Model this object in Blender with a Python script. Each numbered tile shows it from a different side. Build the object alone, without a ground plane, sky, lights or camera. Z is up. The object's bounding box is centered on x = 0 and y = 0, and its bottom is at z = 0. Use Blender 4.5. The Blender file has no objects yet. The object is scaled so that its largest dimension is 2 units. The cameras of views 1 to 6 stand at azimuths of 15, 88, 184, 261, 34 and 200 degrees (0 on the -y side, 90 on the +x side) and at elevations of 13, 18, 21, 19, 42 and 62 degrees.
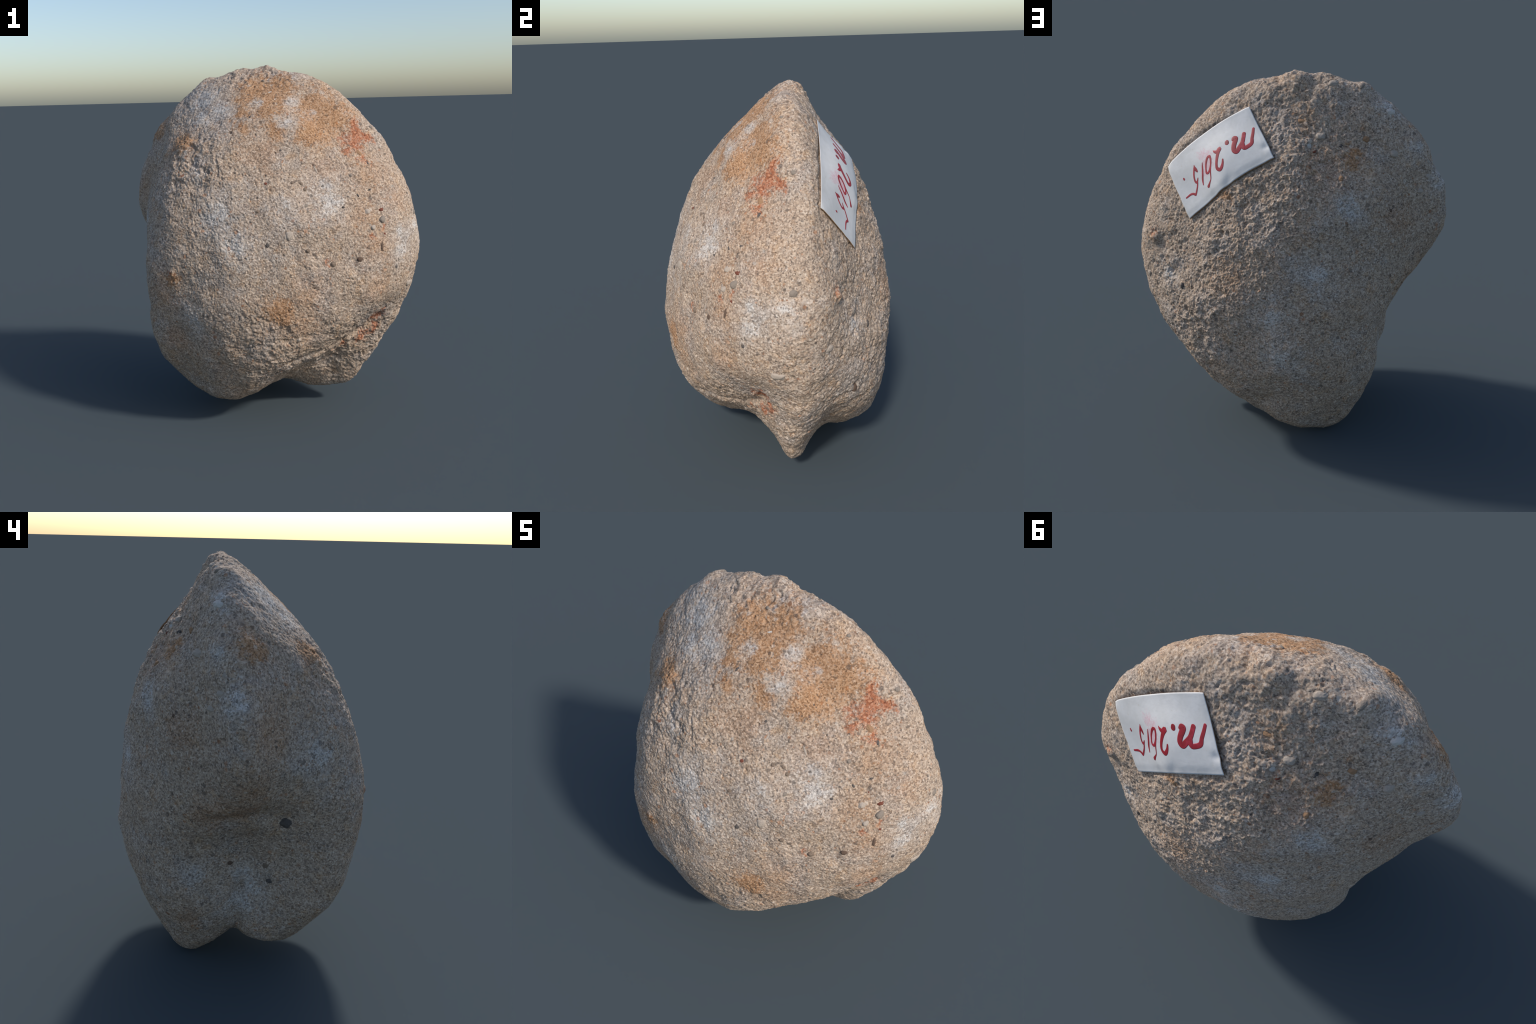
"""Fossil clam (stone cast of a closed two-valved shell) with a glued paper label.

The body is described by cross-sections of the closed shell: every 15 degrees round the
commissure (the line where both valves meet, roughly the x-z plane) one section
gives the distance from the middle of the stone to its surface, from the front valve (-y)
over the ridge at 90 degrees to the back valve (+y).  A smooth skin is passed through the sections,
then weathered with noise, pits and dents.  Pebbles, paper and ink are pieces of their own.
"""
import bpy, math
import numpy as np
from mathutils import Vector, Matrix

rng = np.random.default_rng(2615)
CENTRE = np.array([0.0, 0.0, 0.95])

# ------------------------------------------------------------------ body sections
SECTION_TILTS = (25, 46, 64, 76, 84, 90, 96, 104, 116, 134, 155)   # degrees from the -y pole
# (angle round the commissure: 0 = +x, 90 = up), then one radius in metres per tilt
SECTIONS = [
    (0, 0.564, 0.594, 0.695, 0.763, 0.807, 0.839, 0.850, 0.815, 0.733, 0.655, 0.619),
    (15, 0.556, 0.584, 0.668, 0.762, 0.807, 0.841, 0.863, 0.828, 0.708, 0.639, 0.608),
    (30, 0.555, 0.600, 0.652, 0.733, 0.796, 0.847, 0.871, 0.826, 0.716, 0.643, 0.598),
    (45, 0.560, 0.589, 0.639, 0.730, 0.778, 0.832, 0.905, 0.849, 0.722, 0.643, 0.598),
    (60, 0.564, 0.596, 0.653, 0.730, 0.808, 0.912, 0.958, 0.881, 0.765, 0.653, 0.609),
    (75, 0.567, 0.597, 0.674, 0.801, 0.869, 0.973, 1.012, 0.902, 0.772, 0.659, 0.615),
    (90, 0.576, 0.624, 0.722, 0.834, 0.906, 0.984, 1.051, 0.927, 0.802, 0.693, 0.615),
    (105, 0.588, 0.654, 0.762, 0.843, 0.925, 1.003, 1.071, 0.938, 0.788, 0.693, 0.612),
    (120, 0.601, 0.672, 0.775, 0.843, 0.915, 0.987, 1.045, 0.924, 0.789, 0.697, 0.604),
    (135, 0.611, 0.693, 0.768, 0.820, 0.877, 0.946, 0.994, 0.892, 0.777, 0.667, 0.596),
    (150, 0.622, 0.711, 0.760, 0.776, 0.816, 0.890, 0.951, 0.825, 0.731, 0.636, 0.593),
    (165, 0.634, 0.715, 0.731, 0.739, 0.764, 0.832, 0.868, 0.771, 0.693, 0.621, 0.597),
    (180, 0.639, 0.733, 0.709, 0.662, 0.663, 0.682, 0.704, 0.703, 0.669, 0.623, 0.608),
    (195, 0.643, 0.746, 0.708, 0.629, 0.606, 0.602, 0.606, 0.617, 0.639, 0.646, 0.619),
    (210, 0.660, 0.751, 0.788, 0.643, 0.604, 0.590, 0.586, 0.601, 0.650, 0.669, 0.624),
    (225, 0.676, 0.743, 0.867, 0.812, 0.702, 0.676, 0.677, 0.712, 0.764, 0.712, 0.633),
    (240, 0.677, 0.766, 0.853, 0.931, 0.916, 0.869, 0.834, 0.876, 0.865, 0.761, 0.655),
    (255, 0.666, 0.763, 0.890, 0.904, 0.838, 0.819, 0.863, 0.996, 0.937, 0.785, 0.677),
    (270, 0.653, 0.757, 0.813, 0.801, 0.781, 0.773, 0.791, 0.887, 0.949, 0.780, 0.682),
    (285, 0.639, 0.720, 0.717, 0.723, 0.787, 0.859, 0.866, 0.819, 0.861, 0.780, 0.667),
    (300, 0.624, 0.677, 0.692, 0.686, 0.750, 0.887, 0.917, 0.808, 0.818, 0.770, 0.648),
    (315, 0.608, 0.649, 0.674, 0.678, 0.746, 0.835, 0.858, 0.783, 0.791, 0.741, 0.640),
    (330, 0.590, 0.635, 0.688, 0.694, 0.734, 0.801, 0.835, 0.804, 0.782, 0.710, 0.634),
    (345, 0.574, 0.618, 0.699, 0.752, 0.791, 0.817, 0.832, 0.811, 0.759, 0.685, 0.628),
]
FRONT_POLE, BACK_POLE = 0.586, 0.593


def direction(angle, tilt):
    return np.stack([np.sin(tilt) * np.cos(angle), -np.cos(tilt), np.sin(tilt) * np.sin(angle)], -1)


def chord3(a, b):
    d2 = np.maximum(0.0, 2.0 - 2.0 * (a @ b.T))
    return d2 * np.sqrt(d2)


class Skin:
    """Smooth skin through the sections: interpolates 1/radius, so flat faces stay flat."""

    def __init__(self):
        dirs, radii = [], []
        for row in SECTIONS:
            for tilt, r in zip(SECTION_TILTS, row[1:]):
                dirs.append(direction(math.radians(row[0]), math.radians(tilt)))
                radii.append(r)
        dirs += [np.array([0.0, -1.0, 0.0]), np.array([0.0, 1.0, 0.0])]
        radii += [FRONT_POLE, BACK_POLE]
        self.nodes = np.array(dirs)
        n = len(radii)
        poly = np.hstack([np.ones((n, 1)), self.nodes])
        system = np.block([[chord3(self.nodes, self.nodes), poly], [poly.T, np.zeros((4, 4))]])
        self.weights = np.linalg.solve(system, np.concatenate([1.0 / np.array(radii), np.zeros(4)]))

    def radius(self, u):
        u = np.atleast_2d(u)
        out = np.empty(len(u))
        for a in range(0, len(u), 20000):
            c = u[a:a + 20000]
            k = np.hstack([chord3(c, self.nodes), np.ones((len(c), 1)), c])
            out[a:a + 20000] = 1.0 / (k @ self.weights)
        return out


SKIN = Skin()

# ------------------------------------------------------------------ noise helpers
_perm = rng.permutation(256)
_perm = np.concatenate([_perm, _perm, _perm])
_grad = rng.normal(size=(256, 3))
_grad /= np.linalg.norm(_grad, axis=1, keepdims=True)
_grad = _grad.astype(np.float32)
_cell = rng.random((256, 3)).astype(np.float32)


def _hash(i, j, k):
    return _perm[_perm[_perm[i & 255] + (j & 255)] + (k & 255)]


def perlin(p, scale, offset=0.0):
    p = (p * scale + offset).astype(np.float32)
    i = np.floor(p).astype(np.int64)
    f = p - i
    w = f * f * f * (f * (f * 6 - 15) + 10)
    out = np.zeros(len(p), np.float32)
    for dx in (0, 1):
        wx = w[:, 0] if dx else 1 - w[:, 0]
        for dy in (0, 1):
            wy = w[:, 1] if dy else 1 - w[:, 1]
            for dz in (0, 1):
                wz = w[:, 2] if dz else 1 - w[:, 2]
                g = _grad[_hash(i[:, 0] + dx, i[:, 1] + dy, i[:, 2] + dz)]
                dot = g[:, 0] * (f[:, 0] - dx) + g[:, 1] * (f[:, 1] - dy) + g[:, 2] * (f[:, 2] - dz)
                out += wx * wy * wz * dot
    return out * 1.5


def cells(p, scale, offset=0.0):
    """Cellular noise: distance to the nearest scattered point, and a random number of that cell."""
    p = (p * scale + offset).astype(np.float32)
    i = np.floor(p).astype(np.int64)
    f = p - i
    best = np.full(len(p), 9.0, np.float32)
    ident = np.zeros(len(p), np.int64)
    for dx in (-1, 0, 1):
        for dy in (-1, 0, 1):
            for dz in (-1, 0, 1):
                h = _hash(i[:, 0] + dx, i[:, 1] + dy, i[:, 2] + dz)
                c = _cell[h]
                d = (dx + c[:, 0] - f[:, 0]) ** 2 + (dy + c[:, 1] - f[:, 1]) ** 2 + (dz + c[:, 2] - f[:, 2]) ** 2
                m = d < best
                best[m] = d[m]
                ident[m] = h[m]
    return np.sqrt(best), _cell[(ident * 7 + 13) & 255][:, 0]


def soft_ball(p, centre, radius):
    d = np.linalg.norm(p - np.array(centre), axis=1) / radius
    return np.exp(-d * d)


def smoothstep(a, b, x):
    t = np.clip((x - a) / (b - a), 0, 1)
    return t * t * (3 - 2 * t)


# ------------------------------------------------------------------ paper label frame
LABEL_CORNERS = [np.array(c) for c in ((0.652, 0.179, 1.509), (0.202, 0.209, 1.829),
                                       (0.062, 0.394, 1.603), (0.511, 0.353, 1.277))]
LABEL_GAP = 0.012
LABEL_W = float(np.linalg.norm(LABEL_CORNERS[1] - LABEL_CORNERS[0]))
LABEL_H = float(np.linalg.norm(LABEL_CORNERS[3] - LABEL_CORNERS[0]))


def label_flat(u, v):
    a, b, c, d = LABEL_CORNERS
    u, v = u[..., None], v[..., None]
    return (1 - u) * (1 - v) * a + u * (1 - v) * b + u * v * c + (1 - u) * v * d


def label_surface(u, v, lift=0.0):
    """The sheet follows the stone a little above it; small creases at edge and corner."""
    q = label_flat(u, v) - CENTRE
    d = q / np.linalg.norm(q, axis=-1, keepdims=True)
    flat = np.linalg.norm(q, axis=-1)
    hug = 0.58 + (0.24 + 0.30 * smoothstep(0.3, 0.9, u)) * smoothstep(0.0, 0.45, v)      # the top edge bridges a hollow
    r = flat + hug * (SKIN.radius(d.reshape(-1, 3)).reshape(u.shape) + LABEL_GAP - flat)
    r = r + 0.003 * np.sin(9 * u + 4 * v) * (v - 0.3) ** 2 + 0.0018 * np.sin(19 * u) * smoothstep(0.75, 1.0, v)
    r = r + 0.012 * smoothstep(0.3, 0.85, u) * smoothstep(0.2, 0.7, v)
    r = r - 0.007 * np.exp(-(((u - 0.97) / 0.035) ** 2 + ((v - 0.78) / 0.05) ** 2))
    r = r - 0.006 * np.exp(-((u / 0.04) ** 2 + (v / 0.06) ** 2))
    r = r - 0.004 * smoothstep(0.88, 1.0, v) - 0.003 * smoothstep(0.95, 1.0, u)
    r = r - 0.005 * np.exp(-(((u - 0.55 + 0.4 * (v - 0.9)) / 0.05) ** 2 + ((v - 0.97) / 0.10) ** 2)) - 0.004 * np.exp(-(((u - 0.36) / 0.04) ** 2 + ((v - 1.0) / 0.09) ** 2))
    return CENTRE + d * (r + lift)[..., None]


def label_uv(p):
    """Position on the sheet of the line from the middle of the stone through p."""
    a, b, c, d = LABEL_CORNERS
    eu, ev = b - a, d - a
    n = np.cross(eu, ev)
    rel = p - CENTRE
    k = ((a - CENTRE) @ n) / np.where(np.abs(rel @ n) < 1e-6, 1e-6, rel @ n)
    q = CENTRE + rel * np.where(k > 0, k, 50.0)[:, None] - a
    return q @ eu / (eu @ eu), q @ ev / (ev @ ev)


def label_bed(p):
    """Presses the stone in under the sheet so that the paper lies on top of it."""
    u, v = label_uv(p)
    near = np.where((u > -0.25) & (u < 1.25) & (v > -0.3) & (v < 1.3) & (p[:, 1] > 0.08))[0]
    du = np.clip(u[near], 0, 1)
    dv = np.clip(v[near], 0, 1)
    sheet = label_surface(du, dv)
    limit = np.linalg.norm(sheet - CENTRE, axis=1) - 0.0095
    limit += 1.3 * np.maximum(0.0, np.hypot((u[near] - du) * LABEL_W, (v[near] - dv) * LABEL_H) - 0.008)
    rel = p[near] - CENTRE
    r = np.linalg.norm(rel, axis=1)
    p[near] = CENTRE + rel * (np.minimum(r, limit) / r)[:, None]
    return p


def label_mask(p):
    """1 where the stone lies under the paper."""
    u, v = label_uv(p)
    inside = smoothstep(-0.02, 0.05, u) * smoothstep(1.02, 0.95, u) * smoothstep(-0.03, 0.07, v) * smoothstep(1.03, 0.93, v)
    return inside * (p[:, 1] > 0.08)


# ------------------------------------------------------------------ weathering
ROUGH_ZONES = [((0.25, 0.42, 1.35), 0.38), ((-0.10, 0.38, 1.60), 0.34), ((-0.33, -0.38, 1.45), 0.26),
               ((0.45, 0.42, 0.75), 0.34), ((0.55, -0.15, 0.40), 0.30), ((-0.05, 0.10, 1.95), 0.25),
               ((0.10, -0.50, 0.55), 0.22)]
SMOOTH_ZONES = [((0.10, -0.20, 1.75), 0.30), ((-0.45, 0.45, 0.80), 0.40), ((-0.60, 0.05, 0.70), 0.35)]
DENTS = [  # (place, radius, depth); negative depth is a knob
    ((0.060, 0.120, 1.960), 0.042, 0.022), ((-0.130, 0.140, 1.950), 0.045, 0.026),
    ((-0.300, 0.100, 1.955), 0.060, 0.016), ((-0.18, 0.21, 1.86), 0.06, 0.012), ((-0.30, 0.19, 1.87), 0.035, 0.012),
    ((0.723, 0.246, 1.133), 0.022, -0.020), ((0.690, 0.270, 1.120), 0.030, 0.008),
    ((0.535, -0.345, 0.985), 0.014, 0.012),
    ((-0.40, -0.56, 0.93), 0.020, -0.010), ((-0.10, 0.590, 0.950), 0.05, -0.004),
    ((0.10, 0.40, 1.55), 0.13, -0.010), ((0.097, -0.345, 1.483), 0.075, -0.014), ((-0.785, -0.02, 1.286), 0.08, 0.016), ((-0.660, 0.12, 1.660), 0.10, -0.012), ((-0.214, 0.222, 1.848), 0.05, -0.008),
    ((0.345, -0.455, 0.953), 0.06, -0.010), ((0.475, 0.175, 0.300), 0.075, 0.036), ((0.120, 0.51, 0.30), 0.06, 0.018),
    ((-0.375, 0.120, 1.945), 0.055, -0.022), ((-0.23, 0.11, 1.975), 0.045, 0.012),
    ((-0.30, -0.45, 1.38), 0.035, 0.010), ((-0.25, -0.42, 1.45), 0.025, 0.010), ((-0.33, -0.36, 1.50), 0.03, 0.010),
]


GROOVES = [  # (points along the groove, width, depth): cleft between the beaks, pocket under the hinge, lunule
    (((-0.33, 0.055, 0.12), (-0.425, 0.054, 0.23), (-0.462, 0.050, 0.35), (-0.478, 0.036, 0.47)), 0.030, 0.022),
    (((-0.478, 0.036, 0.47), (-0.490, 0.016, 0.58), (-0.55, 0.02, 0.75)), 0.055, 0.012),
    (((-0.640, 0.19, 0.885), (-0.675, 0.09, 0.905), (-0.650, -0.02, 0.910), (-0.620, -0.12, 0.875)), 0.045, 0.016),
    (((0.20, -0.42, 0.43), (0.326, -0.345, 0.452), (0.434, -0.19, 0.476), (0.559, -0.11, 0.535), (0.637, -0.095, 0.612)), 0.028, 0.016),
]


def near_line(p, points):
    best = np.full(len(p), 9.0)
    for a, b in zip(points[:-1], points[1:]):
        a, b = np.array(a), np.array(b)
        k = np.clip((p - a) @ (b - a) / ((b - a) @ (b - a)), 0, 1)
        best = np.minimum(best, np.linalg.norm(p - a - k[:, None] * (b - a), axis=1))
    return best


def weather(p, normals):
    rough = 0.45 * np.ones(len(p))
    for c, r in ROUGH_ZONES:
        rough += 0.75 * soft_ball(p, c, r)
    for c, r in SMOOTH_ZONES:
        rough -= 0.45 * soft_ball(p, c, r)
    rough += 0.35 * perlin(p, 5.0, 3.1)
    rough = np.clip(rough, 0.12, 1.25)
    d = 0.006 * perlin(p, 4.5) + 0.007 * perlin(p, 10.0, 7.7)
    warp = p + 0.010 * np.stack([perlin(p, 25, 1.3), perlin(p, 25, 5.9), perlin(p, 25, 9.2)], -1)
    lumps = perlin(warp, 17.0, 2.2) + 0.70 * perlin(warp, 36.0, 4.4)
    d += rough ** 1.3 * 0.0052 * lumps
    wild = p + 0.030 * np.stack([perlin(p, 14, 2.3), perlin(p, 14, 6.9), perlin(p, 14, 4.2)], -1)
    pit_d, pit_i = cells(wild + 0.5 * (warp - p), 19.0, 8.8)          # pits of many sizes, irregularly spread
    pits = smoothstep(0.16 + 0.34 * pit_i, 0.04, pit_d) * (pit_i > 0.25) + 0.35 * smoothstep(0.15, 0.6, perlin(warp, 30.0, 8.8))
    d -= rough ** 1.5 * 0.0100 * pits - 0.0014 * rough
    dist, ident = cells(warp, 62.0, 0.7)                      # sand and shell grit standing proud
    d += (0.20 + 0.80 * rough) * 0.0034 * (0.45 - dist) * (0.5 + ident)
    d += 0.0022 * perlin(p, 130.0, 6.1) + (0.5 + rough) * 0.0020 * perlin(warp, 85.0, 5.5)
    hole_d, hole_i = cells(p, 17.0, 3.3)                       # scattered pinholes
    d -= 0.007 * smoothstep(0.16, 0.05, hole_d) * (hole_i > 0.35)
    d -= 0.001
    under = label_mask(p)
    d = d * (1 - 0.8 * under) - 0.004 * under
    keel = np.exp(-np.abs(p[:, 1] - 0.045) / 0.022) * soft_ball(p, (0.42, 0.045, 0.12), 0.20)
    flank = np.exp(-((np.abs(p[:, 1] - 0.045) - 0.095) / 0.045) ** 2) * soft_ball(p, (0.42, 0.045, 0.14), 0.20)
    d -= 0.014 * flank
    for points, width, depth in GROOVES:
        d -= depth * np.exp(-(near_line(p, points) / width) ** 2)
    crest = np.exp(-((p[:, 1] - 0.10) / 0.05) ** 2) * smoothstep(1.45, 1.75, p[:, 2]) * smoothstep(0.12, -0.05, p[:, 0])
    d += crest * (0.001 + 0.014 * perlin(p, 9.0, 4.9))                 # chipped, uneven crest
    d += 0.010 * keel                                          # sharp keel below the lunule
    for c, r, depth in DENTS:
        d -= depth * soft_ball(p, c, r)
    return p + normals * d[:, None]


# ------------------------------------------------------------------ materials
class Nodes:
    def __init__(self, name):
        self.mat = bpy.data.materials.new(name)
        self.mat.use_nodes = True
        self.tree = self.mat.node_tree
        self.bsdf = self.tree.nodes["Principled BSDF"]
        self.coord = self.add("ShaderNodeTexCoord").outputs["Object"]

    def add(self, kind, **props):
        n = self.tree.nodes.new(kind)
        for k, v in props.items():
            setattr(n, k, v)
        return n

    def put(self, socket, value):
        if isinstance(value, bpy.types.NodeSocket):
            self.tree.links.new(value, socket)
        else:
            socket.default_value = value

    def math(self, op, a, b=0.0, c=0.0, clamp=False):
        n = self.add("ShaderNodeMath", operation=op, use_clamp=clamp)
        for s, v in zip(n.inputs, (a, b, c)):
            self.put(s, v)
        return n.outputs[0]

    def noise(self, scale, detail=3.0, rough=0.55, vector=None, distortion=0.0):
        n = self.add("ShaderNodeTexNoise")
        self.put(n.inputs["Vector"], vector or self.coord)
        n.inputs["Scale"].default_value = scale
        n.inputs["Detail"].default_value = detail
        n.inputs["Roughness"].default_value = rough
        n.inputs["Distortion"].default_value = distortion
        return n

    def voronoi(self, scale, vector=None, feature="F1"):
        n = self.add("ShaderNodeTexVoronoi", feature=feature)
        self.put(n.inputs["Vector"], vector or self.coord)
        n.inputs["Scale"].default_value = scale
        return n

    def remap(self, x, a, b, lo=0.0, hi=1.0):
        n = self.add("ShaderNodeMapRange", interpolation_type="SMOOTHSTEP")
        for s, v in zip(n.inputs, (x, a, b, lo, hi)):
            self.put(s, v)
        return n.outputs[0]

    def mix(self, factor, a, b, blend="MIX"):
        n = self.add("ShaderNodeMix", data_type="RGBA", blend_type=blend)
        self.put(n.inputs["Factor"], factor)
        self.put(n.inputs["A"], a)
        self.put(n.inputs["B"], b)
        return n.outputs["Result"]

    def ramp(self, x, stops):
        n = self.add("ShaderNodeValToRGB")
        e = n.color_ramp.elements
        while len(e) < len(stops):
            e.new(0.5)
        for el, (pos, col) in zip(e, stops):
            el.position = pos
            el.color = rgb(col)
        self.put(n.inputs[0], x)
        return n.outputs[0]

    def blobs(self, spots, vector):
        """Field that is 1 in the middle of each ball and 0 at its rim."""
        total = 0.0
        for x, y, z, r in spots:
            n = self.add("ShaderNodeVectorMath", operation="DISTANCE")
            self.put(n.inputs[0], vector)
            n.inputs[1].default_value = (x, y, z)
            one = self.math("MULTIPLY_ADD", n.outputs["Value"], -0.55 / r, 1.0, clamp=True)
            total = one if isinstance(total, float) else self.math("MAXIMUM", total, one)
        return total

    def bump(self, height, strength, distance):
        n = self.add("ShaderNodeBump")
        n.inputs["Strength"].default_value = strength
        n.inputs["Distance"].default_value = distance
        self.put(n.inputs["Height"], height)
        self.put(self.bsdf.inputs["Normal"], n.outputs[0])


def rgb(srgb):
    """sRGB bytes -> linear colour"""
    return tuple(((c / 255 + 0.055) / 1.055) ** 2.4 if c > 10 else c / 255 / 12.92 for c in srgb) + (1.0,)


RUST = [
    (-0.038, -0.071, 1.874, 0.101),
    (0.074, -0.057, 1.877, 0.094),
    (-0.098, -0.136, 1.819, 0.058),
    (-0.087, -0.215, 1.745, 0.047),
    (0.061, -0.135, 1.808, 0.083),
    (0.040, -0.200, 1.754, 0.062),
    (0.299, -0.078, 1.758, 0.113),
    (0.399, -0.048, 1.714, 0.088),
    (0.313, -0.140, 1.653, 0.093),
    (0.251, -0.216, 1.615, 0.051),
    (-0.068, -0.290, 1.658, 0.042),
    (0.099, -0.260, 1.649, 0.052),
    (-0.433, -0.246, 1.599, 0.054),
    (-0.392, -0.561, 0.893, 0.038),
    (-0.425, -0.254, 1.597, 0.067),
    (-0.678, 0.037, 1.648, 0.066),
    (-0.388, -0.283, 1.593, 0.045),
    (0.313, 0.401, 1.416, 0.032),
    (-0.321, 0.337, 1.592, 0.051),
    (0.202, 0.325, 1.631, 0.008),
    (0.180, -0.550, 0.737, 0.071),
]
OCHRE_HAZE = [
    (-0.456, -0.546, 0.833, 0.071),
    (0.180, -0.550, 0.737, 0.059),
    (-0.772, 0.038, 1.061, 0.067),
    (-0.749, -0.048, 1.320, 0.077),
    (0.718, -0.098, 1.274, 0.055),
    (0.575, -0.129, 1.422, 0.095),
    (0.568, -0.268, 1.197, 0.065),
    (0.648, -0.265, 1.050, 0.058),
    (0.365, -0.245, 1.457, 0.062),
    (0.286, -0.487, 0.657, 0.076),
    (0.279, 0.540, 1.016, 0.077),
    (-0.221, 0.395, 1.553, 0.089),
    (0.648, -0.277, 0.821, 0.060),
    (0.320, -0.485, 0.814, 0.070),
    (-0.686, 0.153, 0.946, 0.070),
    (-0.071, 0.276, 1.768, 0.045),
]
UMBER = [
    (0.029, -0.353, 1.515, 0.084),
    (0.069, -0.316, 1.558, 0.052),
    (0.088, -0.372, 1.444, 0.037),
    (-0.406, -0.501, 0.550, 0.080),
    (-0.691, 0.048, 0.944, 0.070),
    (-0.625, 0.229, 0.898, 0.071),
    (-0.572, 0.316, 1.278, 0.093),
    (-0.453, 0.284, 0.300, 0.068),
]
RED_IRON = [
    (0.492, -0.076, 1.564, 0.063),
    (0.528, -0.017, 1.604, 0.042),
    (0.460, -0.104, 1.557, 0.047),
    (0.490, -0.038, 1.628, 0.052),
    (0.555, 0.000, 1.589, 0.037),
    (0.552, -0.093, 1.481, 0.032),
    (0.643, -0.087, 0.610, 0.036),
    (0.551, -0.089, 0.483, 0.047),
    (0.442, -0.145, 0.445, 0.031),
    (0.612, -0.117, 0.607, 0.044),
    (0.614, -0.058, 0.522, 0.035),
    (-0.409, -0.557, 0.924, 0.018),
    (-0.389, -0.405, 1.426, 0.015),
    (0.627, -0.266, 1.095, 0.024),
    (0.400, -0.420, 0.981, 0.022),
    (0.674, -0.221, 1.135, 0.020),
    (0.631, -0.263, 1.099, 0.021),
    (0.723, 0.240, 1.155, 0.029),
]
CHALK = [
    (0.156, -0.114, 1.797, 0.051),
    (0.268, -0.109, 1.735, 0.033),
    (0.160, -0.221, 1.685, 0.043),
    (-0.014, -0.172, 1.787, 0.029),
    (0.153, -0.001, 1.917, 0.027),
    (0.033, 0.012, 1.940, 0.025),
    (-0.142, -0.522, 1.237, 0.072),
    (0.202, -0.443, 1.274, 0.042),
    (0.368, -0.289, 1.380, 0.058),
    (0.412, -0.320, 1.282, 0.048),
    (-0.048, -0.562, 1.083, 0.068),
    (0.757, -0.139, 1.105, 0.042),
    (0.762, -0.150, 1.004, 0.039),
    (-0.352, -0.073, 1.822, 0.101),
    (-0.333, -0.189, 1.714, 0.067),
    (-0.230, -0.174, 1.763, 0.049),
    (0.443, -0.015, 1.728, 0.019),
    (-0.283, -0.428, 1.439, 0.033),
    (0.767, -0.141, 1.009, 0.045),
    (0.388, -0.341, 1.276, 0.049),
    (0.188, -0.119, 1.776, 0.031),
    (0.834, 0.024, 1.102, 0.044),
    (-0.481, 0.013, 0.535, 0.052),
    (-0.466, 0.048, 0.382, 0.064),
    (-0.487, 0.160, 1.831, 0.037),
    (-0.660, 0.165, 1.624, 0.042),
    (-0.654, -0.271, 1.168, 0.070),
    (-0.501, 0.266, 0.552, 0.032),
    (-0.479, -0.015, 0.474, 0.046),
    (-0.802, 0.114, 1.447, 0.053),
    (0.056, 0.602, 0.840, 0.058),
    (-0.300, 0.464, 1.392, 0.063),
    (0.031, 0.607, 0.611, 0.066),
    (-0.512, 0.159, 1.811, 0.040),
    (-0.170, 0.553, 1.062, 0.051),
    (-0.288, -0.580, 0.680, 0.051),
    (0.643, 0.330, 0.964, 0.042),
]


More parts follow.
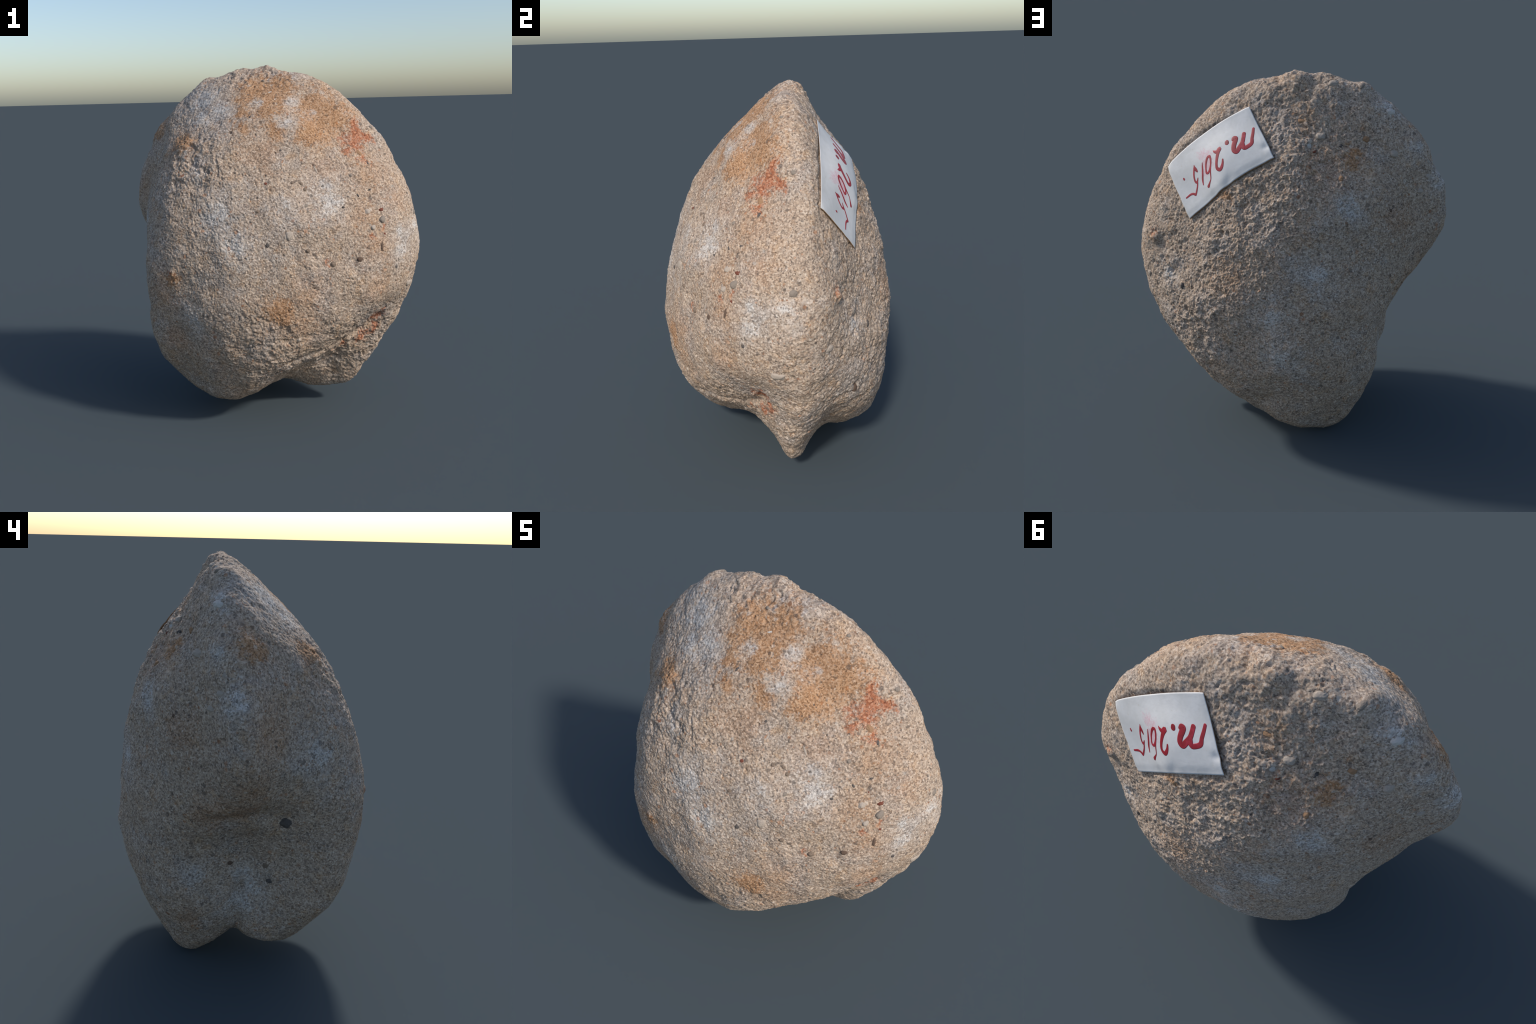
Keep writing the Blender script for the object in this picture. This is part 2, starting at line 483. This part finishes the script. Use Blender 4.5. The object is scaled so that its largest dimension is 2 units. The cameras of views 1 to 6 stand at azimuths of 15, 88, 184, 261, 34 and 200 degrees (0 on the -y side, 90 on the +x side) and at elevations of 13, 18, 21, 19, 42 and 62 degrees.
def stone_material():
    m = Nodes("stone")
    grain = m.voronoi(150.0).outputs["Color"]                 # sand grains, one tone each
    sep = m.add("ShaderNodeSeparateColor")
    m.put(sep.inputs[0], grain)
    speck = m.noise(95.0, 4.0, 0.65).outputs[0]
    tone = m.math("ADD", m.math("MULTIPLY", sep.outputs[0], 0.42), m.math("MULTIPLY", speck, 0.58))
    base = m.ramp(tone, [(0.24, (114, 100, 89)), (0.40, (151, 133, 117)), (0.54, (171, 151, 132)), (0.76, (196, 179, 162))])
    # broad drift between warm tan and cool grey
    drift = m.noise(5.5, 4.0, 0.6).outputs[0]
    cool = m.math("MULTIPLY", m.remap(drift, 0.46, 0.68), 0.55)
    base = m.mix(cool, base, m.ramp(tone, [(0.25, (106, 101, 98)), (0.5, (158, 149, 142)), (0.78, (196, 188, 182))]))
    warm = m.math("MULTIPLY", m.remap(m.noise(15.0, 7.0, 0.78).outputs[0], 0.48, 0.68), 0.55)
    base = m.mix(warm, base, m.ramp(tone, [(0.25, (122, 92, 66)), (0.5, (176, 140, 104)), (0.75, (204, 174, 140))]))
    mottle = m.noise(34.0, 4.0, 0.7).outputs[0]
    base = m.mix(m.math("MULTIPLY", m.remap(mottle, 0.52, 0.70), 0.35), base, rgb((128, 114, 104)))
    base = m.mix(m.math("MULTIPLY", m.remap(mottle, 0.46, 0.30), 0.35), base, rgb((206, 190, 174)))
    # ragged stains
    ragged = m.noise(14.0, 6.0, 0.72)
    shift = m.add("ShaderNodeVectorMath", operation="MULTIPLY_ADD")
    m.put(shift.inputs[0], ragged.outputs["Color"])
    shift.inputs[1].default_value = (0.20, 0.20, 0.20)
    moved = m.add("ShaderNodeVectorMath", operation="ADD")
    m.put(shift.inputs[2], (-0.10, -0.10, -0.10))
    m.put(moved.inputs[0], m.coord)
    m.put(moved.inputs[1], shift.outputs[0])
    where = moved.outputs[0]
    patchy = m.noise(58.0, 6.0, 0.78).outputs[0]

    clumps = m.noise(22.0, 5.0, 0.75).outputs[0]
    ragged_edge = m.math("ADD", m.math("MULTIPLY_ADD", patchy, 1.7, -0.85), m.math("MULTIPLY_ADD", clumps, 1.5, -0.75))

    def stain(colour, spots, lo, hi, most, layer):
        field = m.blobs(spots, where)
        field = m.math("ADD", m.math("MULTIPLY", field, 1.15), m.math("MULTIPLY", ragged_edge, m.remap(field, 0.0, 0.15)))
        mask = m.math("MULTIPLY", m.remap(field, lo, hi), most)
        return m.mix(mask, layer, colour)

    rust_tone = m.ramp(tone, [(0.25, (118, 86, 60)), (0.5, (166, 124, 88)), (0.78, (188, 154, 122))])
    umber_tone = m.ramp(tone, [(0.25, (110, 84, 64)), (0.5, (158, 126, 100)), (0.75, (186, 158, 134))])
    chalk_tone = m.ramp(tone, [(0.25, (140, 134, 130)), (0.5, (186, 181, 176)), (0.78, (212, 208, 204))])
    red_tone = m.ramp(tone, [(0.25, (112, 62, 40)), (0.5, (164, 96, 64)), (0.75, (184, 134, 102))])
    base = stain(chalk_tone, [(x, y, z, 2.3 * r) for x, y, z, r in CHALK], 0.25, 1.30, 0.42, base)
    base = stain(rust_tone, [(x, y, z, 1.7 * r) for x, y, z, r in RUST + OCHRE_HAZE], 0.20, 1.30, 0.45, base)
    base = stain(rust_tone, RUST, 0.24, 0.80, 0.78, base)
    base = stain(umber_tone, UMBER, 0.20, 0.85, 0.55, base)
    base = stain(chalk_tone, CHALK, 0.45, 1.00, 0.62, base)
    base = stain(red_tone, RED_IRON, 0.30, 0.95, 0.85, base)
    # grit of many sizes: dark grains, a few rusty and white ones, with ragged outlines
    wobble = m.add("ShaderNodeVectorMath", operation="MULTIPLY_ADD")
    m.put(wobble.inputs[0], m.noise(90.0, 3.0, 0.6).outputs["Color"])
    wobble.inputs[1].default_value = (0.014, 0.014, 0.014)
    m.put(wobble.inputs[2], m.coord)
    for scale, share, strength in ((38.0, 0.82, 0.62), (75.0, 0.76, 0.62), (140.0, 0.70, 0.55)):
        grit = m.voronoi(scale, wobble.outputs[0])
        gsep = m.add("ShaderNodeSeparateColor")
        m.put(gsep.inputs[0], grit.outputs["Color"])
        size = m.math("MULTIPLY_ADD", gsep.outputs[1], 0.30, 0.16)
        body = m.math("SUBTRACT", size, grit.outputs["Distance"])
        spot = m.remap(body, -0.04, 0.08)
        dark = m.math("MULTIPLY", spot, m.remap(gsep.outputs[0], share, share + 0.12))
        base = m.mix(m.math("MULTIPLY", dark, strength), base, rgb((84, 75, 70)))
        rusty = m.math("MULTIPLY", spot, m.remap(gsep.outputs[2], 0.93, 0.97))
        base = m.mix(m.math("MULTIPLY", rusty, 0.40), base, rgb((168, 108, 64)))
        white = m.math("MULTIPLY", spot, m.remap(gsep.outputs[2], 0.10, 0.02))
        base = m.mix(m.math("MULTIPLY", white, 0.35), base, rgb((212, 202, 190)))
    m.put(m.bsdf.inputs["Base Color"], base)
    m.bsdf.inputs["Roughness"].default_value = 0.93
    m.bsdf.inputs["Specular IOR Level"].default_value = 0.2
    height = m.math("ADD", m.noise(170.0, 4.0, 0.7).outputs[0], m.math("MULTIPLY", sep.outputs[1], 0.14))
    m.bump(height, 0.45, 0.005)
    return m.mat


def pebble_material(name, colour):
    m = Nodes("pebble_" + name)
    n = m.noise(120.0, 4.0, 0.6).outputs[0]
    dark = tuple(c * 0.72 for c in colour)
    light = tuple(min(255, c * 1.14) for c in colour)
    m.put(m.bsdf.inputs["Base Color"], m.ramp(n, [(0.32, dark), (0.5, colour), (0.66, light)]))
    m.bsdf.inputs["Roughness"].default_value = 0.8
    m.bsdf.inputs["Specular IOR Level"].default_value = 0.25
    m.bump(n, 0.3, 0.003)
    return m.mat


def paper_material():
    m = Nodes("paper")
    n = m.noise(10.0, 5.0, 0.6).outputs[0]
    base = m.ramp(n, [(0.3, (192, 191, 189)), (0.55, (204, 203, 202)), (0.8, (212, 211, 210))])
    fleck = m.noise(70.0, 4.0, 0.75).outputs[0]
    base = m.mix(m.math("MULTIPLY", m.remap(fleck, 0.60, 0.76), 0.45), base, rgb((176, 160, 136)))
    smear = m.blobs(PINK_SMEARS, m.coord)
    smear = m.math("ADD", smear, m.math("MULTIPLY_ADD", m.noise(75.0, 4.0, 0.7).outputs[0], 1.6, -0.8))
    base = m.mix(m.math("MULTIPLY", m.remap(smear, 0.40, 1.05), 0.42), base, rgb((206, 120, 142)))
    m.put(m.bsdf.inputs["Base Color"], base)
    m.bsdf.inputs["Roughness"].default_value = 0.7
    m.bump(m.noise(40.0, 4.0, 0.6).outputs[0], 0.25, 0.004)
    return m.mat


def card_edge_material():
    m = Nodes("paper_edge")
    n = m.noise(60.0, 4.0, 0.6).outputs[0]
    m.put(m.bsdf.inputs["Base Color"], m.ramp(n, [(0.3, (112, 78, 50)), (0.7, (170, 140, 108))]))
    m.bsdf.inputs["Roughness"].default_value = 0.9
    return m.mat


def ink_material():
    m = Nodes("red_ink")
    n = m.noise(26.0, 3.0, 0.6).outputs[0]
    m.put(m.bsdf.inputs["Base Color"], m.ramp(n, [(0.3, (128, 22, 30)), (0.55, (152, 30, 42)), (0.8, (186, 52, 76))]))
    m.bsdf.inputs["Roughness"].default_value = 0.5
    return m.mat


# ------------------------------------------------------------------ object helpers
def new_mesh_object(name, verts, faces, materials, parent, smooth=True):
    me = bpy.data.meshes.new(name)
    verts = np.asarray(verts, np.float32)
    faces = np.asarray(faces, np.int32)
    k = faces.shape[1]
    me.vertices.add(len(verts))
    me.vertices.foreach_set("co", verts.ravel())
    me.loops.add(faces.size)
    me.loops.foreach_set("vertex_index", faces.ravel())
    me.polygons.add(len(faces))
    me.polygons.foreach_set("loop_start", np.arange(0, faces.size, k, dtype=np.int32))
    me.polygons.foreach_set("use_smooth", np.full(len(faces), smooth))
    me.update(calc_edges=True)
    for mat in materials:
        me.materials.append(mat)
    ob = bpy.data.objects.new(name, me)
    bpy.context.scene.collection.objects.link(ob)
    ob.parent = parent
    return ob


def vertex_normals(v, f):
    a, b, c = v[f[:, 0]], v[f[:, 1]], v[f[:, 2]]
    fn = np.cross(b - a, c - a)
    n = np.zeros_like(v)
    for i in range(3):
        for ax in range(3):
            n[:, ax] += np.bincount(f[:, i], fn[:, ax], len(v))
    return n / np.maximum(np.linalg.norm(n, axis=1, keepdims=True), 1e-12)


def unit_icosphere(levels):
    t = (1 + 5 ** 0.5) / 2
    v = np.array([(-1, t, 0), (1, t, 0), (-1, -t, 0), (1, -t, 0), (0, -1, t), (0, 1, t),
                  (0, -1, -t), (0, 1, -t), (t, 0, -1), (t, 0, 1), (-t, 0, -1), (-t, 0, 1)], float)
    f = np.array([(0, 11, 5), (0, 5, 1), (0, 1, 7), (0, 7, 10), (0, 10, 11), (1, 5, 9), (5, 11, 4),
                  (11, 10, 2), (10, 7, 6), (7, 1, 8), (3, 9, 4), (3, 4, 2), (3, 2, 6), (3, 6, 8),
                  (3, 8, 9), (4, 9, 5), (2, 4, 11), (6, 2, 10), (8, 6, 7), (9, 8, 1)])
    v /= np.linalg.norm(v, axis=1, keepdims=True)
    for _ in range(levels):
        e = np.sort(np.concatenate([f[:, [0, 1]], f[:, [1, 2]], f[:, [2, 0]]]), axis=1)
        key = e[:, 0].astype(np.int64) * len(v) + e[:, 1]
        uniq, inv = np.unique(key, return_inverse=True)
        mid = v[uniq // len(v)] + v[uniq % len(v)]
        mid /= np.linalg.norm(mid, axis=1, keepdims=True)
        m = inv.reshape(3, -1).T + len(v)
        v = np.vstack([v, mid])
        f = np.vstack([np.stack([f[:, 0], m[:, 0], m[:, 2]], 1), np.stack([f[:, 1], m[:, 1], m[:, 0]], 1),
                       np.stack([f[:, 2], m[:, 2], m[:, 1]], 1), m])
    return v, f


# ------------------------------------------------------------------ build
root = bpy.data.objects.new("fossil_clam", None)
bpy.context.scene.collection.objects.link(root)
root["label"] = "weathered sandy stone clam fossil with handwritten paper label"
root["category"] = "fossil"

# --- stone body: one surface, split into the two valves and their beaks
dirs, tris = unit_icosphere(8)
coarse = label_bed(CENTRE + dirs * SKIN.radius(dirs)[:, None])
body = label_bed(weather(coarse, vertex_normals(coarse, tris)))
body[:, 2] -= body[:, 2].min()
normals = vertex_normals(body, tris)

stone = stone_material()
middle = coarse[tris].mean(axis=1)
on_back = middle[:, 1] > 0.03 + 0.06 * np.clip(middle[:, 2] - 1.3, 0, 1)
in_umbo = (middle[:, 2] < 0.34) & (middle[:, 0] < 0.30)
for name, pick in (("valve", ~on_back & ~in_umbo), ("valve", on_back & ~in_umbo),
                   ("umbo", ~on_back & in_umbo), ("umbo", on_back & in_umbo)):
    sub = tris[pick]
    used, local = np.unique(sub, return_inverse=True)
    part = new_mesh_object(name, body[used], local.reshape(-1, 3), [stone], root)
    part.data.normals_split_custom_set_from_vertices(normals[used].tolist())

# --- pebbles and shell fragments set in the stone
PEBBLE_COLOURS = {"tan": (150, 118, 90), "grey": (134, 123, 112), "slate": (88, 82, 78), "red": (112, 66, 52),
                  "pale": (168, 155, 142), "brown": (122, 106, 92), "dark": (98, 80, 68), "white": (192, 185, 177)}
PEBBLES = [  # place on the stone, half length, half width, colour
    ((0.529, -0.078, 1.519), 0.014, 0.024, "tan"),
    ((0.573, 0.071, 1.651), 0.011, 0.011, "grey"),
    ((0.571, -0.086, 1.468), 0.006, 0.011, "slate"),
    ((0.658, -0.187, 1.232), 0.017, 0.009, "red"),
    ((0.666, -0.207, 1.186), 0.021, 0.016, "grey"),
    ((0.594, -0.237, 1.229), 0.017, 0.014, "pale"),
    ((0.622, -0.253, 1.149), 0.016, 0.012, "pale"),
    ((0.512, -0.299, 1.209), 0.009, 0.007, "brown"),
    ((0.469, -0.299, 1.260), 0.007, 0.005, "slate"),
    ((0.602, -0.202, 1.282), 0.005, 0.004, "red"),
    ((0.289, -0.396, 1.280), 0.012, 0.010, "grey"),
    ((0.255, -0.348, 1.389), 0.010, 0.009, "brown"),
    ((0.277, -0.354, 1.359), 0.010, 0.010, "brown"),
    ((0.494, -0.202, 1.418), 0.010, 0.009, "grey"),
    ((0.319, -0.274, 1.455), 0.005, 0.018, "pale"),
    ((0.459, -0.353, 1.165), 0.019, 0.005, "brown"),
    ((0.597, -0.173, 1.338), 0.008, 0.004, "slate"),
    ((0.209, -0.364, 1.392), 0.009, 0.009, "brown"),
    ((0.680, -0.226, 1.109), 0.008, 0.006, "red"),
    ((0.537, -0.230, 1.313), 0.005, 0.009, "slate"),
    ((0.565, -0.333, 0.992), 0.017, 0.014, "dark"),
    ((0.669, -0.250, 1.049), 0.008, 0.023, "dark"),
    ((0.221, -0.485, 1.137), 0.020, 0.023, "pale"),
    ((0.308, -0.461, 1.055), 0.012, 0.010, "brown"),
    ((0.111, -0.528, 1.093), 0.011, 0.011, "slate"),
    ((0.430, -0.405, 0.978), 0.016, 0.014, "brown"),
    ((0.052, -0.488, 1.258), 0.009, 0.008, "brown"),
    ((0.136, -0.294, 1.553), 0.007, 0.006, "slate"),
    ((0.078, -0.408, 1.390), 0.009, 0.007, "red"),
    ((0.004, -0.201, 1.758), 0.014, 0.009, "tan"),
    ((0.037, -0.085, 1.854), 0.014, 0.005, "white"),
    ((-0.019, -0.017, 1.919), 0.009, 0.007, "grey"),
    ((-0.040, -0.232, 1.729), 0.005, 0.013, "slate"),
    ((0.343, 0.036, 1.864), 0.009, 0.007, "grey"),
    ((-0.084, -0.108, 1.843), 0.007, 0.006, "brown"),
    ((0.821, 0.043, 1.186), 0.018, 0.016, "grey"),
    ((0.742, -0.178, 0.919), 0.011, 0.010, "slate"),
    ((0.556, 0.403, 0.918), 0.010, 0.017, "slate"),
    ((0.569, 0.069, 1.653), 0.010, 0.009, "grey"),
    ((0.791, 0.192, 0.909), 0.023, 0.014, "pale"),
    ((0.802, -0.030, 0.798), 0.030, 0.016, "pale"),
    ((0.620, 0.341, 0.623), 0.015, 0.023, "dark"),
    ((-0.609, -0.146, 0.850), 0.028, 0.026, "slate"),
    ((-0.494, 0.095, 0.617), 0.012, 0.012, "dark"),
    ((-0.510, -0.073, 0.602), 0.013, 0.018, "brown"),
    ((-0.509, -0.095, 0.515), 0.016, 0.013, "slate"),
    ((-0.523, 0.347, 1.342), 0.008, 0.008, "dark"),
    ((-0.686, 0.199, 1.409), 0.018, 0.013, "pale"),
    ((-0.727, 0.165, 1.479), 0.017, 0.013, "pale"),
    ((-0.104, 0.339, 1.669), 0.015, 0.017, "white"),
    ((-0.160, 0.301, 1.708), 0.021, 0.017, "pale"),
    ((-0.136, 0.354, 1.640), 0.010, 0.006, "red"),
    ((-0.266, 0.306, 1.661), 0.013, 0.009, "slate"),
    ((-0.221, 0.158, 1.958), 0.023, 0.016, "pale"),
    ((-0.391, 0.259, 1.688), 0.017, 0.015, "tan"),
    ((-0.060, 0.268, 1.782), 0.020, 0.014, "tan"),
    ((-0.266, 0.407, 1.518), 0.010, 0.013, "tan"),
    ((-0.193, 0.101, 1.987), 0.008, 0.006, "brown"),
    ((-0.517, 0.156, 1.812), 0.025, 0.016, "white"),
    ((-0.364, 0.131, 1.927), 0.022, 0.013, "grey"),
    ((-0.536, 0.241, 1.609), 0.024, 0.017, "pale"),
]
pebble_mats = {k: pebble_material(k, c) for k, c in PEBBLE_COLOURS.items()}
ball_v, ball_f = unit_icosphere(4)
shapes = {}
for colour in PEBBLE_COLOURS:
    for variant in range(2):
        lump = ball_v * (1 + 0.16 * perlin(ball_v, 1.3, 11.0 * variant + len(colour)) + 0.07 * perlin(ball_v, 3.1, 5.0 * variant))[:, None]
        me_ob = new_mesh_object("pebble_shape", lump, ball_f, [pebble_mats[colour]], None)
        shapes[colour, variant] = me_ob.data
        me_ob.data.name = "pebble"
        bpy.data.objects.remove(me_ob)
for i, (place, long_r, wide_r, colour) in enumerate(PEBBLES):
    want = np.array(place) - CENTRE
    want /= np.linalg.norm(want)
    at = int(np.argmax(dirs @ want))
    n = Vector(normals[at] * 0.5 + want * 0.5).normalized()
    ob = bpy.data.objects.new("pebble", shapes[colour, i % 2])
    bpy.context.scene.collection.objects.link(ob)
    ob.parent = root
    size_a, size_b = long_r * 1.2, wide_r * 1.2
    thick = 0.8 * min(size_a, size_b)
    # wide_r runs up the stone, long_r across it
    up = Vector((0, 0, 1)) - n * n.z
    up.normalize()
    side = up.cross(n)
    spin = Matrix.Rotation(rng.uniform(-0.5, 0.5), 3, n)
    up, side = spin @ up, spin @ side
    rot = Matrix((side, up, n)).transposed().to_4x4()
    ob.matrix_world = Matrix.Translation(Vector(body[at]) - n * thick * 0.55) @ rot @ Matrix.Diagonal((size_a, size_b, thick, 1))

# --- paper label
LU, LV = 90, 54
gu, gv = np.meshgrid(np.linspace(0, 1, LU), np.linspace(0, 1, LV))
gu = gu + 0.006 * perlin(np.stack([gv.ravel() * 6, gu.ravel() * 2, gu.ravel() * 0], -1), 1.0, 2.0).reshape(gu.shape)
top = label_surface(gu, gv).reshape(-1, 3)
bottom = label_surface(gu, gv, -0.0065).reshape(-1, 3)
idx = np.arange(LU * LV).reshape(LV, LU)
quad = np.stack([idx[:-1, :-1], idx[1:, :-1], idx[1:, 1:], idx[:-1, 1:]], -1).reshape(-1, 4)
loop = np.concatenate([idx[0, :-1], idx[:-1, -1], idx[-1, :0:-1], idx[:0:-1, 0]])
nxt = np.roll(loop, -1)
off = LU * LV
rim = np.stack([loop, nxt, nxt + off, loop + off], -1)
PINK_SMEARS = []
for u, v, r in ((0.42, 0.52, 0.055), (0.45, 0.40, 0.040), (0.40, 0.33, 0.040), (0.36, 0.60, 0.035)):
    x, y, z = label_surface(np.array([u]), np.array([v]))[0]
    PINK_SMEARS.append((x, y, z, r))
label = new_mesh_object("paper_label", np.vstack([top, bottom]), np.vstack([quad, quad[:, ::-1] + off, rim]),
                        [paper_material(), card_edge_material()], root)
slots = np.concatenate([np.zeros(len(quad)), np.ones(len(quad) + len(rim))]).astype(np.int32)
label.data.polygons.foreach_set("material_index", slots)
shade = np.concatenate([np.ones(len(quad) * 2), np.zeros(len(rim))]).astype(bool)
label.data.polygons.foreach_set("use_smooth", shade)

# --- handwriting: brush strokes as (u, v, half width in metres) along each stroke
WRITING = [
    ("ink_letter", [[(0.943, 0.392, 0.0074), (0.920, 0.467, 0.0083), (0.890, 0.554, 0.0090), (0.863, 0.637, 0.0105), (0.795, 0.662, 0.0111), (0.782, 0.629, 0.0111)],
                    [(0.840, 0.417, 0.0105), (0.818, 0.487, 0.0105), (0.790, 0.558, 0.0111), (0.738, 0.629, 0.0124), (0.708, 0.658, 0.0117), (0.693, 0.617, 0.0117), (0.710, 0.546, 0.0124), (0.740, 0.475, 0.0130), (0.753, 0.438, 0.0117), (0.740, 0.421, 0.0111), (0.725, 0.442, 0.0087)],
                    [(0.792, 0.558, 0.0099), (0.782, 0.642, 0.0111)]]),
    ("ink_dot", [[(0.665, 0.425, 0.0105), (0.662, 0.446, 0.0111)]]),
    ("ink_digit", [[(0.517, 0.417, 0.0019), (0.525, 0.446, 0.0062), (0.545, 0.479, 0.0093), (0.578, 0.462, 0.0117), (0.555, 0.500, 0.0105), (0.525, 0.567, 0.0087), (0.497, 0.646, 0.0077), (0.487, 0.708, 0.0077), (0.508, 0.754, 0.0087), (0.532, 0.738, 0.0087), (0.555, 0.696, 0.0062), (0.568, 0.650, 0.0043)]]),
    ("ink_digit", [[(0.448, 0.438, 0.0068), (0.465, 0.450, 0.0062), (0.463, 0.504, 0.0056), (0.443, 0.575, 0.0053), (0.417, 0.621, 0.0056), (0.390, 0.646, 0.0062), (0.372, 0.625, 0.0056), (0.380, 0.575, 0.0049), (0.400, 0.512, 0.0056), (0.427, 0.458, 0.0068), (0.448, 0.438, 0.0068)],
                   [(0.445, 0.575, 0.0043), (0.415, 0.654, 0.0043), (0.388, 0.750, 0.0031), (0.362, 0.783, 0.0049), (0.335, 0.812, 0.0083)]]),
    ("ink_digit", [[(0.372, 0.442, 0.0022), (0.352, 0.512, 0.0049), (0.328, 0.588, 0.0056), (0.305, 0.654, 0.0059), (0.290, 0.725, 0.0031)]]),
    ("ink_digit", [[(0.283, 0.367, 0.0019), (0.278, 0.404, 0.0062), (0.283, 0.450, 0.0074), (0.288, 0.487, 0.0043)],
                   [(0.273, 0.404, 0.0056), (0.240, 0.487, 0.0053), (0.225, 0.562, 0.0049), (0.230, 0.608, 0.0056), (0.247, 0.604, 0.0053), (0.265, 0.575, 0.0031)],
                   [(0.247, 0.604, 0.0049), (0.225, 0.667, 0.0046), (0.177, 0.750, 0.0056)],
                   [(0.170, 0.754, 0.0068), (0.150, 0.717, 0.0056), (0.120, 0.696, 0.0056), (0.065, 0.692, 0.0043)]]),
    ("ink_dot", [[(0.122, 0.404, 0.0043), (0.125, 0.425, 0.0056)]]),
]
ink = ink_material()


def smooth_stroke(points, per=8):
    p = np.array(points)
    p = np.vstack([2 * p[0] - p[1], p, 2 * p[-1] - p[-2]])
    out = []
    for i in range(1, len(p) - 2):
        for t in np.linspace(0, 1, per, endpoint=False):
            out.append(0.5 * ((2 * p[i]) + (p[i + 1] - p[i - 1]) * t + (2 * p[i - 1] - 5 * p[i] + 4 * p[i + 1] - p[i + 2]) * t ** 2
                              + (3 * p[i] - p[i - 1] - 3 * p[i + 1] + p[i + 2]) * t ** 3))
    out.append(p[-2])
    return np.array(out)


def stroke_mesh(points, level):
    """A flattened bead of ink with round ends, lying on the paper."""
    s = smooth_stroke(points)
    x, y, w = s[:, 0] * LABEL_W, s[:, 1] * LABEL_H, np.maximum(s[:, 2], 0.0012)
    # round caps
    def cap(i, sign):
        tx, ty = (x[1] - x[0], y[1] - y[0]) if i == 0 else (x[-1] - x[-2], y[-1] - y[-2])
        l = math.hypot(tx, ty)
        a = np.linspace(0, math.pi / 2, 6)[1:]
        return [(x[i] + sign * tx / l * w[i] * math.sin(b), y[i] + sign * ty / l * w[i] * math.sin(b), w[i] * max(math.cos(b), 0.03)) for b in a]
    line = np.array(cap(0, -1)[::-1] + list(zip(x, y, w)) + cap(-1, 1))
    t = np.gradient(line[:, :2], axis=0)
    t /= np.maximum(np.linalg.norm(t, axis=1, keepdims=True), 1e-9)
    nrm = np.stack([-t[:, 1], t[:, 0]], -1)
    ring = 10
    ang = np.linspace(0, 2 * math.pi, ring, endpoint=False)
    verts = []
    for (px, py, pw), nn in zip(line, nrm):
        u = (px + nn[0] * pw * np.cos(ang)) / LABEL_W
        v = (py + nn[1] * pw * np.cos(ang)) / LABEL_H
        h = level + 0.0005 * np.sin(ang) * min(1.0, pw / 0.004)
        base = label_surface(u, v)
        out = base - CENTRE
        out /= np.linalg.norm(out, axis=1, keepdims=True)
        verts.append(base + out * h[:, None])
    m = len(line)
    grid = np.arange(m * ring).reshape(m, ring)
    a, b = grid[:-1], grid[1:]
    faces = np.stack([a, np.roll(a, -1, 1), np.roll(b, -1, 1), b], -1).reshape(-1, 4)
    return np.vstack(verts), faces


for name, strokes in WRITING:
    vs, fs, count = [], [], 0
    for k, stroke in enumerate(strokes):
        v, f = stroke_mesh(stroke, 0.0003 + 0.0001 * k)
        vs.append(v)
        fs.append(f + count)
        count += len(v)
    new_mesh_object(name, np.vstack(vs), np.vstack(fs), [ink], label)
